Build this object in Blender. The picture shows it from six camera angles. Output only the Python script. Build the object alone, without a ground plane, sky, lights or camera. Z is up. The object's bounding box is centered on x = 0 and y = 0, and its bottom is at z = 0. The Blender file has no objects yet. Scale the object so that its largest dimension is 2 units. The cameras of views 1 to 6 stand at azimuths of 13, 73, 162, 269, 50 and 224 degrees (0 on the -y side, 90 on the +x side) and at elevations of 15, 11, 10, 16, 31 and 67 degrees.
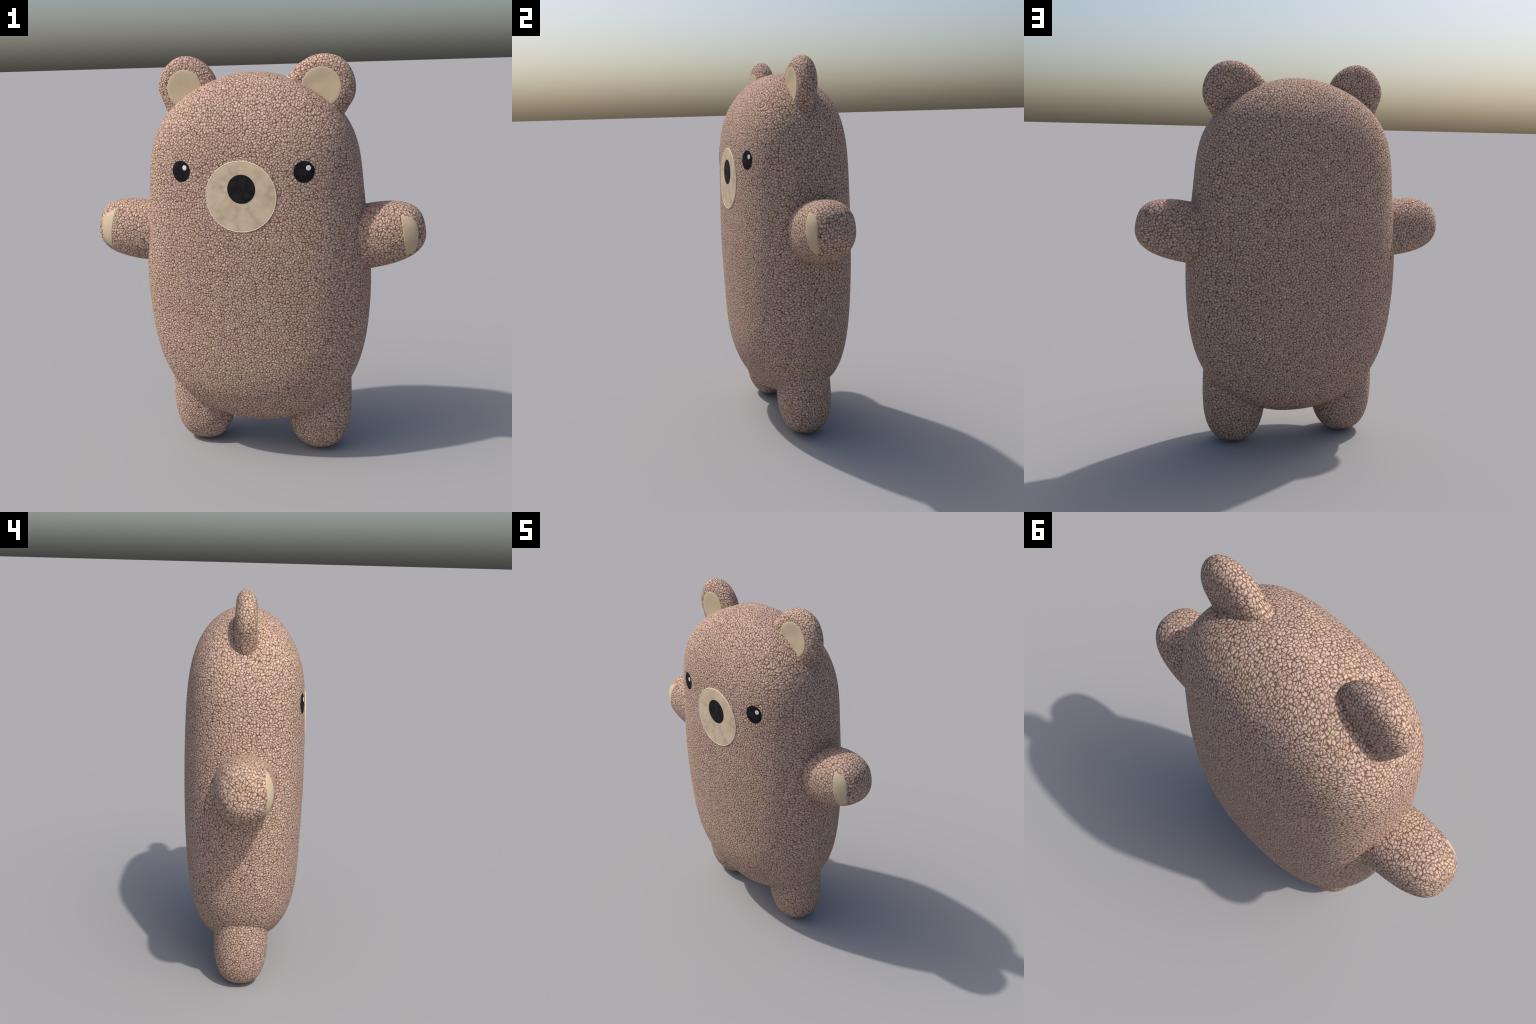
"""Plush bear: a tall rounded fleece body with stub arms, stub legs, two ears and
appliqued felt pieces (muzzle, nose, eyes, inner ears, paw pads)."""
import bpy, bmesh, math
import numpy as np
from mathutils import Vector
from mathutils.bvhtree import BVHTree

PI = math.pi

# ------------------------------------------------------------------ numeric helpers
def spline(xk, yk, x):
    """natural cubic spline through (xk, yk) sampled at x"""
    xk = np.asarray(xk, float); yk = np.asarray(yk, float); n = len(xk); h = np.diff(xk)
    A = np.zeros((n, n)); b = np.zeros(n); A[0, 0] = A[-1, -1] = 1
    for i in range(1, n - 1):
        A[i, i - 1] = h[i - 1]; A[i, i] = 2 * (h[i - 1] + h[i]); A[i, i + 1] = h[i]
        b[i] = 3 * ((yk[i + 1] - yk[i]) / h[i] - (yk[i] - yk[i - 1]) / h[i - 1])
    c = np.linalg.solve(A, b)
    i = np.clip(np.searchsorted(xk, x) - 1, 0, n - 2); t = x - xk[i]
    bb = (yk[i + 1] - yk[i]) / h[i] - h[i] * (2 * c[i] + c[i + 1]) / 3
    d = (c[i + 1] - c[i]) / (3 * h[i])
    return yk[i] + bb * t + c[i] * t * t + d * t ** 3

def signed_pow(v, p):
    return np.sign(v) * np.abs(v) ** p

# ------------------------------------------------------------------ body profile
BODY_BOTTOM, BODY_TOP = 0.1562, 1.9198
# radius divided by cos(latitude), at nine even latitudes from the south to the north pole
HALF_WIDTH = [0.5539, 0.7178, 0.6805, 0.6010, 0.5610, 0.5685, 0.6534, 0.6626, 0.5506]
FRONT      = [0.6059, 0.4663, 0.3861, 0.3260, 0.3148, 0.3394, 0.4070, 0.4600, 0.5389]
BACK       = [0.6881, 0.5039, 0.3880, 0.3274, 0.3051, 0.3169, 0.3586, 0.3738, 0.2793]
PLUMP = .0025                             # pile thickness over the fitted profile
SEAM_Y = (0.0042, 0.0151)                 # y of the widest line: constant + slope * sin(lat)
FRONT_SQUARE = (2.27, 2.37, 3.06)    # superellipse exponent at bottom, middle, top
BACK_SQUARE  = (2.6558, 2.342, 2.8974)
KNOTS = np.linspace(-PI / 2, PI / 2, 9)

def body_ring(lat):
    s = np.sin(lat); c = np.cos(lat)
    quad = lambda q: q[0] * s * (s - 1) / 2 + q[1] * (1 - s * s) + q[2] * s * (s + 1) / 2
    z = (BODY_BOTTOM + BODY_TOP) / 2 + (BODY_TOP - BODY_BOTTOM) / 2 * s
    return (z, c * spline(KNOTS, HALF_WIDTH, lat), c * spline(KNOTS, FRONT, lat),
            c * spline(KNOTS, BACK, lat), SEAM_Y[0] + SEAM_Y[1] * s,
            quad(FRONT_SQUARE), quad(BACK_SQUARE))

def body_grid(n_lat, n_ang):
    lat = np.linspace(-PI / 2, PI / 2, n_lat)[1:-1]
    z, w, f, b, yc, nf, nb = [a[:, None] for a in body_ring(lat)]
    th = np.linspace(0, 2 * PI, n_ang, endpoint=False)[None]
    cx, sy = np.cos(th), np.sin(th)
    # even spacing on a unit superellipse, then stretched to the ring's half axes
    n = np.where(sy < 0, nf, nb)
    r = (np.abs(cx) ** n + np.abs(sy) ** n) ** (-1 / n)
    w, b = (q + PLUMP * np.clip(q / .1, 0, 1) for q in (w, b))
    X = w * r * cx; S = r * sy
    Y = yc + np.where(S < 0, S * f, S * b)
    P = np.stack([X, Y, np.broadcast_to(z, X.shape)], -1)
    return P, Vector((0, SEAM_Y[0] - SEAM_Y[1], BODY_BOTTOM)), Vector((0, SEAM_Y[0] + SEAM_Y[1], BODY_TOP))

_lat = np.linspace(-PI / 2 + .01, PI / 2 - .01, 2000)
_tab = body_ring(_lat)
def body_front_y(x, z):
    """y of the body's front at (x, z)"""
    z = np.clip(z, _tab[0][0], _tab[0][-1])
    w, f, yc, nf = (np.interp(z, _tab[0], _tab[k]) for k in (1, 2, 4, 5))
    w = w + PLUMP
    return yc - f * np.clip(1 - np.abs(x / w) ** nf, 0, 1) ** (1 / nf)

# ------------------------------------------------------------------ limbs and ears
# base point, lift angle, swing angle, length, radii (a, b) at base and tip,
# cap exponents, cross-section exponent;  side = +1 / -1
ARMS = {+1: dict(base=(0.4110, .0020, 1.1010), lift=.2200, swing=-.0050, length=.4190, r0=(.1320, .1480),
                 r1=(.1640, .1740), cap=(2.90, 2.75), square=2.30),
        -1: dict(base=(0.4111, -.0002, 1.1166), lift=.1428, swing=.0002, length=.4175, r0=(.1430, .1410),
                 r1=(.1540, .1775), cap=(3.1, 2.9), square=2.1658)}
LEGS = {+1: dict(base=(0.3036, -.0065, .4520), lift=.0198, swing=.0267, length=.4520, r0=(.1680, .1283),
                 r1=(.1768, .1630), cap=(3.7545, 2.6658), square=2.1317),
        -1: dict(base=(0.3043, .0007, .4512), lift=.0042, swing=.0009, length=.4512, r0=(.1628, .1298),
                 r1=(.1779, .1583), cap=(3.6873, 2.5279), square=2.3408)}
# paddle-shaped ears: half width, height above the centre, half thickness; the root runs down into the head
EARS = {+1: dict(centre=(.3520, .0038, 1.8598), radius=(.1485, .0715, .1306), yaw=-.0086, pitch=-.0262,
                 roll=.5955, square=1.7935, flare=(.28, .03), profile=1.97, dish=.025),
        -1: dict(centre=(.3250, .0040, 1.8500), radius=(.1485, .0610, .1500), yaw=.0045, pitch=.0100,
                 roll=.1800, square=1.84, flare=(.06, -.22), profile=2.45, dish=.012)}
EAR_ROOT = .20

def limb_grid(q, side, downward, n_len, n_ang):
    a1, a2 = q['lift'], q['swing']
    if downward:
        d = np.array([math.sin(a1), math.sin(a2), -1.0]); d /= np.linalg.norm(d)
        a = np.array([1.0, 0, 0]); a -= d * (a @ d); a /= np.linalg.norm(a); b = np.cross(d, a)
    else:
        d = np.array([math.cos(a1) * math.cos(a2), math.sin(a2) * math.cos(a1), math.sin(a1)])
        a = np.cross([0, 0, 1.0], d); a /= np.linalg.norm(a); b = np.cross(d, a)
    s = np.sin(np.linspace(0, 1, n_len + 1)[:-1] * PI / 2)
    cap = np.clip(1 - s ** q['cap'][0], 0, 1) ** (1 / q['cap'][1])
    ra = (q['r0'][0] + (q['r1'][0] - q['r0'][0]) * s) * cap
    rb = (q['r0'][1] + (q['r1'][1] - q['r0'][1]) * s) * cap
    th = np.linspace(0, 2 * PI, n_ang, endpoint=False); n = q['square']
    r = (np.abs(np.cos(th)) ** n + np.abs(np.sin(th)) ** n) ** (-1 / n)
    P = (np.array(q['base']) + (s * q['length'])[:, None, None] * d
         + (ra[:, None] * r * np.cos(th))[..., None] * a + (rb[:, None] * r * np.sin(th))[..., None] * b)
    m = np.array([side, 1, 1])
    return P * m, Vector(np.array(q['base']) * m), Vector((np.array(q['base']) + q['length'] * d) * m)

def ear_grid(q, side, n_lat, n_ang):
    lat = np.linspace(-PI / 2, PI / 2, n_lat)[1:-1]
    th = np.linspace(0, 2 * PI, n_ang, endpoint=False)
    c, s = np.cos(th), np.sin(th)
    n = np.where(s >= 0, q['square'], 5.0)
    r = (np.abs(c) ** n + np.abs(s) ** n) ** (-1 / n); u, w = r * c, r * s
    rx, ry, rz = q['radius']
    flare = np.where(u < 0, *q['flare'])                                    # inner side, outer side
    a = rx * u * (1 + flare * np.clip(.35 - w, 0, 2) ** 1.5)
    b = np.where(w >= 0, rz * w, EAR_ROOT * w)
    k = signed_pow(np.cos(lat), 2 / q['profile'])[:, None]; t = signed_pow(np.sin(lat), 2 / q['profile'])[:, None]
    y = ry * t + np.where(t < 0, q['dish'], -.6 * q['dish']) * np.clip(1 - (k / .85) ** 2, 0, 1) ** 2    # scooped front, flatter back
    L = np.stack([k * a, y + 0 * k * a, k * b], -1)
    cr, sr = math.cos(q['roll']), math.sin(q['roll'])
    cp, sp = math.cos(q['pitch']), math.sin(q['pitch'])
    cy, sy = math.cos(q['yaw']), math.sin(q['yaw'])
    R = (np.array([[cy, -sy, 0], [sy, cy, 0], [0, 0, 1]]) @ np.array([[1, 0, 0], [0, cp, -sp], [0, sp, cp]])
         @ np.array([[cr, 0, sr], [0, 1, 0], [-sr, 0, cr]]))
    m = np.array([side, 1, 1]); c = np.array(q['centre'])
    f = lambda v: (v @ R.T + c) * m
    return f(L), Vector(f(np.array([0, q['dish'] - ry, 0.0]))), Vector(f(np.array([0, ry - .6 * q['dish'], 0.0])))

# ------------------------------------------------------------------ mesh helpers
def closed_mesh(name, grid, first, last):
    """rings x angles grid closed by two pole points"""
    R, A, _ = grid.shape
    verts = [tuple(p) for p in grid.reshape(-1, 3)] + [tuple(first), tuple(last)]
    faces = []
    for i in range(R - 1):
        for j in range(A):
            k = (j + 1) % A
            faces.append((i * A + j, i * A + k, (i + 1) * A + k, (i + 1) * A + j))
    f, l = R * A, R * A + 1
    for j in range(A):
        k = (j + 1) % A
        faces.append((f, k, j)); faces.append((l, (R - 1) * A + j, (R - 1) * A + k))
    me = bpy.data.meshes.new(name); me.from_pydata(verts, [], faces)
    bm = bmesh.new(); bm.from_mesh(me); bmesh.ops.recalc_face_normals(bm, faces=bm.faces[:])
    bm.to_mesh(me); bm.free()
    me.polygons.foreach_set('use_smooth', [True] * len(me.polygons)); me.update()
    return me

def add(name, me, mat, parent):
    ob = bpy.data.objects.new(name, me)
    me.materials.clear(); me.materials.append(mat)
    bpy.context.scene.collection.objects.link(ob)
    ob.parent = parent
    return ob

def front_tree(me):
    return BVHTree.FromPolygons([v.co[:] for v in me.vertices], [p.vertices[:] for p in me.polygons])

def caster(tree):
    def f(x, z):
        out = np.empty(np.shape(x))
        for i in np.ndindex(out.shape):
            h = tree.ray_cast(Vector((x[i], -2, z[i])), Vector((0, 1, 0)))
            out[i] = h[0].y if h[0] else np.nan
        return out
    return f

def applique(name, outline, centre, front, proud, rings=22, bulge=0.0, edge=0.004):
    """a felt piece cut to an outline in the xz plane, laid on the surface y = front(x, z):
    a raised top with a rounded rim and a skirt that goes into the cloth below"""
    o = np.asarray(outline); c = np.asarray(centre); A = len(o)
    size = np.linalg.norm(o - c, axis=1).mean()
    ts = list(np.linspace(0, 1 - edge / size, rings + 1)[1:]) + [1 - edge * .35 / size, 1.0, 1.0]
    lift = [proud + bulge * (1 - t * t) for t in ts[:rings]] + [proud * .75, proud * .2, -.006]
    X = np.stack([c[0] + t * (o[:, 0] - c[0]) for t in ts]); Z = np.stack([c[1] + t * (o[:, 1] - c[1]) for t in ts])
    Y = front(X, Z)
    e = .002                                        # surface normal by differences
    gx = (front(X + e, Z) - front(X - e, Z)) / (2 * e); gz = (front(X, Z + e) - front(X, Z - e)) / (2 * e)
    gx = np.clip(np.nan_to_num(gx), -3, 3); gz = np.clip(np.nan_to_num(gz), -3, 3)
    N = np.stack([gx, -np.ones_like(gx), gz], -1); N /= np.linalg.norm(N, axis=-1, keepdims=True)
    P = np.stack([X, Y, Z], -1) + N * np.array(lift)[:, None, None]
    yc = front(np.array([c[0]]), np.array([c[1]]))[0]
    me = closed_mesh(name, P, Vector((c[0], yc - proud - bulge, c[1])), Vector((c[0], yc + .012, c[1])))
    return me

def ellipse(cx, cz, rx, rz, n=96):
    t = np.linspace(0, 2 * PI, n, endpoint=False)
    return np.stack([cx + rx * np.cos(t), cz + rz * np.sin(t)], -1)

def clipped_disc(cx, cz, r, cut_top, cut_bottom, side, n=120):
    """disc cut by a straight chord on its inner side (paw pad); r = (rx, rz)"""
    t = np.linspace(-PI, PI, 2000, endpoint=False)
    p = np.stack([cx + side * r[0] * signed_pow(np.cos(t), .72), cz + r[1] * signed_pow(np.sin(t), .72)], -1)
    f = (p[:, 1] - cut_bottom[1]) / (cut_top[1] - cut_bottom[1])
    xc = cut_bottom[0] + (cut_top[0] - cut_bottom[0]) * f
    p = p[side * (p[:, 0] - xc) >= 0]                  # the chord closes the cut side
    d = np.r_[0, np.cumsum(np.linalg.norm(np.diff(np.r_[p, p[:1]], axis=0), axis=1))]
    s = np.linspace(0, d[-1], n, endpoint=False); q = np.r_[p, p[:1]]
    return np.stack([np.interp(s, d, q[:, 0]), np.interp(s, d, q[:, 1])], -1)

def edge_cord(name, outline, front, lift, radius, n_round=8):
    """thin pale cord lying along the rim of a felt piece"""
    o = np.asarray(outline); n = len(o)
    y = front(o[:, 0], o[:, 1]) - lift
    P = np.stack([o[:, 0], y, o[:, 1]], -1)
    T = np.roll(P, -1, 0) - np.roll(P, 1, 0); T /= np.linalg.norm(T, axis=1)[:, None]
    U = np.cross(T, [0, -1.0, 0]); U /= np.linalg.norm(U, axis=1)[:, None]; V = np.cross(T, U)
    th = np.linspace(0, 2 * PI, n_round, endpoint=False)
    Q = P[:, None] + radius * (np.cos(th)[None, :, None] * U[:, None] + np.sin(th)[None, :, None] * V[:, None])
    faces = [(i * n_round + j, i * n_round + (j + 1) % n_round,
              ((i + 1) % n) * n_round + (j + 1) % n_round, ((i + 1) % n) * n_round + j)
             for i in range(n) for j in range(n_round)]
    me = bpy.data.meshes.new(name); me.from_pydata([tuple(p) for p in Q.reshape(-1, 3)], [], faces)
    bm = bmesh.new(); bm.from_mesh(me); bmesh.ops.recalc_face_normals(bm, faces=bm.faces[:]); bm.to_mesh(me); bm.free()
    me.polygons.foreach_set('use_smooth', [True] * len(me.polygons)); me.update()
    return me

# ------------------------------------------------------------------ materials
class Nodes:
    def __init__(self, name):
        self.mat = bpy.data.materials.new(name); self.mat.use_nodes = True
        self.t = self.mat.node_tree; self.bsdf = self.t.nodes['Principled BSDF']
        self.co = self.n('ShaderNodeTexCoord').outputs['Object']
    def n(self, kind, **kw):
        nd = self.t.nodes.new(kind)
        for k, v in kw.items():
            setattr(nd, k, v)
        return nd
    def link(self, a, b):
        self.t.links.new(a, b)
    def put(self, nd, **kw):
        for k, v in kw.items():
            s = nd.inputs[k.replace('_', ' ')]
            if hasattr(v, 'is_output'): self.link(v, s)
            else: s.default_value = v
        return nd
    def noise(self, scale, detail=2.0, rough=.5, vec=None):
        return self.put(self.n('ShaderNodeTexNoise'), Vector=vec or self.co, Scale=scale, Detail=detail, Roughness=rough)
    def voronoi(self, scale, feature, vec=None, rand=1.0):
        nd = self.n('ShaderNodeTexVoronoi', feature=feature)
        return self.put(nd, Vector=vec or self.co, Scale=scale, Randomness=rand)
    def math(self, op, a, b=0.0, clamp=False):
        nd = self.n('ShaderNodeMath', operation=op, use_clamp=clamp)
        for s, v in zip(nd.inputs, (a, b)):
            if hasattr(v, 'is_output'): self.link(v, s)
            else: s.default_value = v
        return nd.outputs[0]
    def ramp(self, fac, stops, interp='LINEAR'):
        nd = self.n('ShaderNodeValToRGB'); nd.color_ramp.interpolation = interp
        el = nd.color_ramp.elements
        while len(el) < len(stops): el.new(.5)
        for e, (p, c) in zip(el, stops):
            e.position = p; e.color = (*c, 1) if len(c) == 3 else c
        self.link(fac, nd.inputs[0])
        return nd.outputs[0]
    def mix(self, fac, a, b, mode='MIX'):
        nd = self.n('ShaderNodeMix', data_type='RGBA', blend_type=mode)
        for s, v in ((nd.inputs[0], fac), (nd.inputs[6], a), (nd.inputs[7], b)):
            if hasattr(v, 'is_output'): self.link(v, s)
            elif isinstance(v, float): s.default_value = v
            else: s.default_value = (*v, 1)
        return nd.outputs[2]
    def warp(self, amount, scale, vec=None):
        nz = self.noise(scale, 2.0)
        c = self.n('ShaderNodeVectorMath', operation='SUBTRACT'); self.link(nz.outputs['Color'], c.inputs[0]); c.inputs[1].default_value = (.5, .5, .5)
        m = self.n('ShaderNodeVectorMath', operation='SCALE'); self.link(c.outputs[0], m.inputs[0]); m.inputs['Scale'].default_value = amount
        a = self.n('ShaderNodeVectorMath', operation='ADD'); self.link(vec or self.co, a.inputs[0]); self.link(m.outputs[0], a.inputs[1])
        return a.outputs[0]
    def finish(self, colour, height=None, rough=.9, strength=.3, distance=.003, spec=.2):
        self.link(colour, self.bsdf.inputs['Base Color'])
        self.bsdf.inputs['Roughness'].default_value = rough
        self.bsdf.inputs['Specular IOR Level'].default_value = spec
        if height is not None:
            b = self.put(self.n('ShaderNodeBump'), Strength=strength, Distance=distance, Height=height)
            self.link(b.outputs[0], self.bsdf.inputs['Normal'])
        return self.mat

def fleece(name, scale):
    """tightly curled fleece: pinkish tan curls, crevice shade and lit tops painted into the colour.
    The curls lie in the cloth, so the cell pattern is flat: it is laid on from the side,
    the front or the top, whichever the surface faces most, with a ragged changeover."""
    g = Nodes(name)
    nrm = g.n('ShaderNodeVectorMath', operation='ABSOLUTE'); g.link(g.n('ShaderNodeTexCoord').outputs['Normal'], nrm.inputs[0])
    rag = g.noise(scale * .5, 1.0).outputs['Color']
    rg = g.n('ShaderNodeVectorMath', operation='MULTIPLY_ADD'); g.link(rag, rg.inputs[0])
    rg.inputs[1].default_value = (.12, .12, .12); g.link(nrm.outputs[0], rg.inputs[2])
    sn = g.n('ShaderNodeSeparateXYZ'); g.link(rg.outputs[0], sn.inputs[0])
    sp = g.n('ShaderNodeSeparateXYZ'); g.link(g.co, sp.inputs[0])
    def plane(u, v, off):
        c = g.n('ShaderNodeCombineXYZ')
        g.link(g.math('ADD', u, off), c.inputs[0]); g.link(v, c.inputs[1]); return c.outputs[0]
    def choose(fac, p, q):
        m = g.n('ShaderNodeMix', data_type='VECTOR'); g.link(fac, m.inputs[0]); g.link(p, m.inputs[4]); g.link(q, m.inputs[5])
        return m.outputs[1]
    front = plane(sp.outputs[0], sp.outputs[2], 0.0); flank = plane(sp.outputs[1], sp.outputs[2], 5.0); top = plane(sp.outputs[0], sp.outputs[1], 9.0)
    vec = choose(g.math('GREATER_THAN', sn.outputs[0], sn.outputs[1]), front, flank)
    vec = choose(g.math('GREATER_THAN', sn.outputs[2], g.math('MAXIMUM', sn.outputs[0], sn.outputs[1])), vec, top)
    vec = g.warp(1.5 / scale, scale * .5, vec)
    vec = g.warp(.8 / scale, scale * 1.4, vec)
    def cells(feature):
        nd = g.n('ShaderNodeTexVoronoi', feature=feature, voronoi_dimensions='2D')
        return g.put(nd, Vector=vec, Scale=scale, Randomness=1.0)
    edge = cells('DISTANCE_TO_EDGE').outputs['Distance']
    wide = g.noise(scale * .8, 2.0).outputs['Fac']                        # crevices open and close
    fine = g.noise(scale * 4.0, 2.0, .6).outputs['Fac']
    e = g.math('ADD', edge, g.math('MULTIPLY', g.math('SUBTRACT', wide, .39), .36))
    e = g.math('ADD', e, g.math('MULTIPLY', g.math('SUBTRACT', fine, .5), .20))
    core = cells('F1')
    e = g.math('ADD', e, g.math('MULTIPLY', g.math('SUBTRACT', .36, core.outputs['Distance']), .22))   # pits where curls meet
    col = g.ramp(e, [(0.0, PAINTED_CREVICE_SHADE), (.12, PAINTED_SIDE_SHADE), (.25, CURL), (.46, PAINTED_TOP_LIGHT)])
    tone = g.n('ShaderNodeSeparateColor'); g.link(core.outputs['Color'], tone.inputs[0])
    v = g.math('ADD', .90, g.math('MULTIPLY', tone.outputs[0], .20))      # every curl a little lighter or darker
    cv = g.n('ShaderNodeCombineColor')
    for s in cv.inputs: g.link(v, s)
    col = g.mix(1.0, col, cv.outputs[0], 'MULTIPLY')
    tint = g.ramp(g.noise(8.0, 3.0, .6).outputs['Fac'], [(.38, (1.0, .965, .965)), (.52, (1, 1, 1)), (.66, (.99, 1.0, .92))])
    col = g.mix(1.0, col, tint, 'MULTIPLY')
    h = g.ramp(e, [(0, (0, 0, 0)), (.14, (.5,) * 3), (.28, (.85,) * 3), (.5, (1, 1, 1))], 'EASE')
    return g.finish(col, h, rough=.92, strength=.65, distance=.005, spec=.15)

def felt(name, base, dark, light, mottle=11.0, radial=None):
    g = Nodes(name)
    if radial:                                           # brushed rays round a centre (x, z)
        sep = g.n('ShaderNodeSeparateXYZ'); g.link(g.co, sep.inputs[0])
        dx = g.math('SUBTRACT', sep.outputs[0], radial[0]); dz = g.math('SUBTRACT', sep.outputs[2], radial[1])
        ang = g.math('ARCTAN2', dz, dx)
        rad = g.math('SQRT', g.math('ADD', g.math('MULTIPLY', dx, dx), g.math('MULTIPLY', dz, dz)))
        cb = g.n('ShaderNodeCombineXYZ')
        g.link(g.math('MULTIPLY', g.math('COSINE', ang), 1.0), cb.inputs[0])
        g.link(g.math('MULTIPLY', g.math('SINE', ang), 1.0), cb.inputs[1]); g.link(g.math('MULTIPLY', rad, 5.0), cb.inputs[2])
        m1 = g.noise(3.4, 4.0, .62, cb.outputs[0]).outputs['Fac']
        m2 = g.noise(mottle * 1.6, 3.0, .55).outputs['Fac']
        m = g.math('ADD', g.math('MULTIPLY', m1, .5), g.math('MULTIPLY', m2, .5))
    else:
        m = g.noise(mottle, 3.0, .55).outputs['Fac']
    col = g.ramp(m, [(.38, dark), (.5, base), (.62, light)])
    fz = g.noise(520.0, 2.0, .6).outputs['Fac']
    col = g.mix(1.0, col, g.ramp(fz, [(.3, (.88,) * 3), (.7, (1.06,) * 3)]), 'MULTIPLY')
    return g.finish(col, fz, rough=.95, strength=.12, distance=.001, spec=.1)

PAINTED_CREVICE_SHADE   = (.145, .085, .062)  # shading of each curl baked into the ramp: dark grooves up to bright tops
PAINTED_SIDE_SHADE = (.362, .243, .188)
CURL      = (.484, .336, .264)
PAINTED_TOP_LIGHT  = (.582, .415, .332)

MAT_FLEECE = fleece('fleece', 80.0)
MAT_ARM = fleece('arm_fleece', 72.0)
MAT_MUZZLE = felt('muzzle_felt', (.555, .445, .315), (.468, .362, .248), (.612, .500, .364), radial=(0.0, 1.400))
MAT_CREAM = felt('cream_felt', (.525, .425, .290), (.495, .385, .258), (.550, .452, .318), mottle=6.0)
MAT_CORD = felt('pale_edge', (.780, .670, .520), (.740, .630, .480), (.810, .700, .550), mottle=30.0)
MAT_BLACK = felt('black_felt', (.0140, .0140, .0148), (.011, .011, .012), (.018, .018, .019), mottle=26.0)
MAT_EYE = felt('eye_felt', (.0115, .0115, .0145), (.009, .009, .011), (.018, .018, .021), mottle=26.0)
MAT_GLINT = felt('painted_glint', (.70, .70, .71), (.67, .67, .68), (.73, .73, .74), mottle=40.0)

# ------------------------------------------------------------------ build
bear = bpy.data.objects.new('teddy_bear', None)
bpy.context.scene.collection.objects.link(bear)
bear['label'] = 'tall plush bear in curly pinkish brown fleece, round felt muzzle'
bear['category'] = 'plush toy'

# head and torso: one smooth surface, parted at the ring below the muzzle
grid, south, north = body_grid(260, 260)
whole = closed_mesh('body', grid, south, north)
normals = np.empty(len(whole.vertices) * 3); whole.vertices.foreach_get('normal', normals); normals = normals.reshape(-1, 3)
ring_z = grid[:, 0, 2]; NECK_Z = ring_z[np.argmin(np.abs(ring_z - 1.185))]
def region(name, keep):
    used = {}; faces = []
    for p in whole.polygons:
        if keep(p.center.z):
            faces.append([used.setdefault(i, len(used)) for i in p.vertices])
    ids = list(used)
    me = bpy.data.meshes.new(name)
    me.from_pydata([whole.vertices[i].co[:] for i in ids], [], faces)
    me.polygons.foreach_set('use_smooth', [True] * len(faces)); me.update()
    me.normals_split_custom_set_from_vertices([tuple(normals[i]) for i in ids])
    return me
head = add('head', region('head', lambda z: z > NECK_Z), MAT_FLEECE, bear)
torso = add('torso', region('torso', lambda z: z <= NECK_Z), MAT_FLEECE, bear)
bpy.data.meshes.remove(whole)

PAW = {+1: dict(c=(.689, 1.1570), r=(.101, .100), top=(.710, 1.262), bottom=(.741, 1.050)),
       -1: dict(c=(-.690, 1.1590), r=(.0945, .098), top=(-.706, 1.262), bottom=(-.736, 1.055))}
EAR_PATCH = {+1: (.335, 1.841, .093, .092), -1: (-.325, 1.8457, .087, .089)}
for side in (+1, -1):
    arm = add('arm', closed_mesh('arm', *limb_grid(ARMS[side], side, False, 90, 120)), MAT_ARM, bear)
    tree = front_tree(closed_mesh('arm_dense', *limb_grid(ARMS[side], side, False, 260, 360)))
    q = PAW[side]; o = clipped_disc(*q['c'], q['r'], q['top'], q['bottom'], side)
    add('paw_pad', applique('paw_pad', o, o.mean(0), caster(tree), .0015, rings=12, edge=.002), MAT_CREAM, arm)
    add('leg', closed_mesh('leg', *limb_grid(LEGS[side], side, True, 90, 120)), MAT_FLEECE, bear)
    ear = add('ear', closed_mesh('ear', *ear_grid(EARS[side], side, 80, 140)), MAT_FLEECE, head)
    tree = front_tree(closed_mesh('ear_dense', *ear_grid(EARS[side], side, 240, 400)))
    e = EAR_PATCH[side]
    add('inner_ear', applique('inner_ear', ellipse(*e), e[:2], caster(tree), .0015, rings=16, edge=.003), MAT_CREAM, ear)
for m in [m for m in bpy.data.meshes if m.users == 0]:
    bpy.data.meshes.remove(m)

muzzle_line = ellipse(0, 1.370, .1635, .1615, 160)
muzzle = add('muzzle', applique('muzzle', muzzle_line, (0, 1.370), body_front_y, .0022, rings=30), MAT_MUZZLE, head)
add('muzzle_edge', edge_cord('muzzle_edge', muzzle_line, body_front_y, .0010, .0023), MAT_CORD, muzzle)
add('nose', applique('nose', ellipse(.004, 1.406, .066, .067, 96), (.004, 1.406), body_front_y, .0042), MAT_BLACK, muzzle)
for side in (+1, -1):
    cx, cz = side * .2875, 1.482
    eye = add('eye', applique('eye', ellipse(cx, cz, .0465, .0490, 80), (cx, cz), body_front_y, .0012), MAT_EYE, head)
    hx, hz = cx + .0195, cz + .0165
    add('eye_glint', applique('eye_glint', ellipse(hx, hz, .0112, .0122, 40), (hx, hz), body_front_y, .0022, rings=6, edge=.002), MAT_GLINT, eye)  # light reflection on the eye, modelled as a white disc
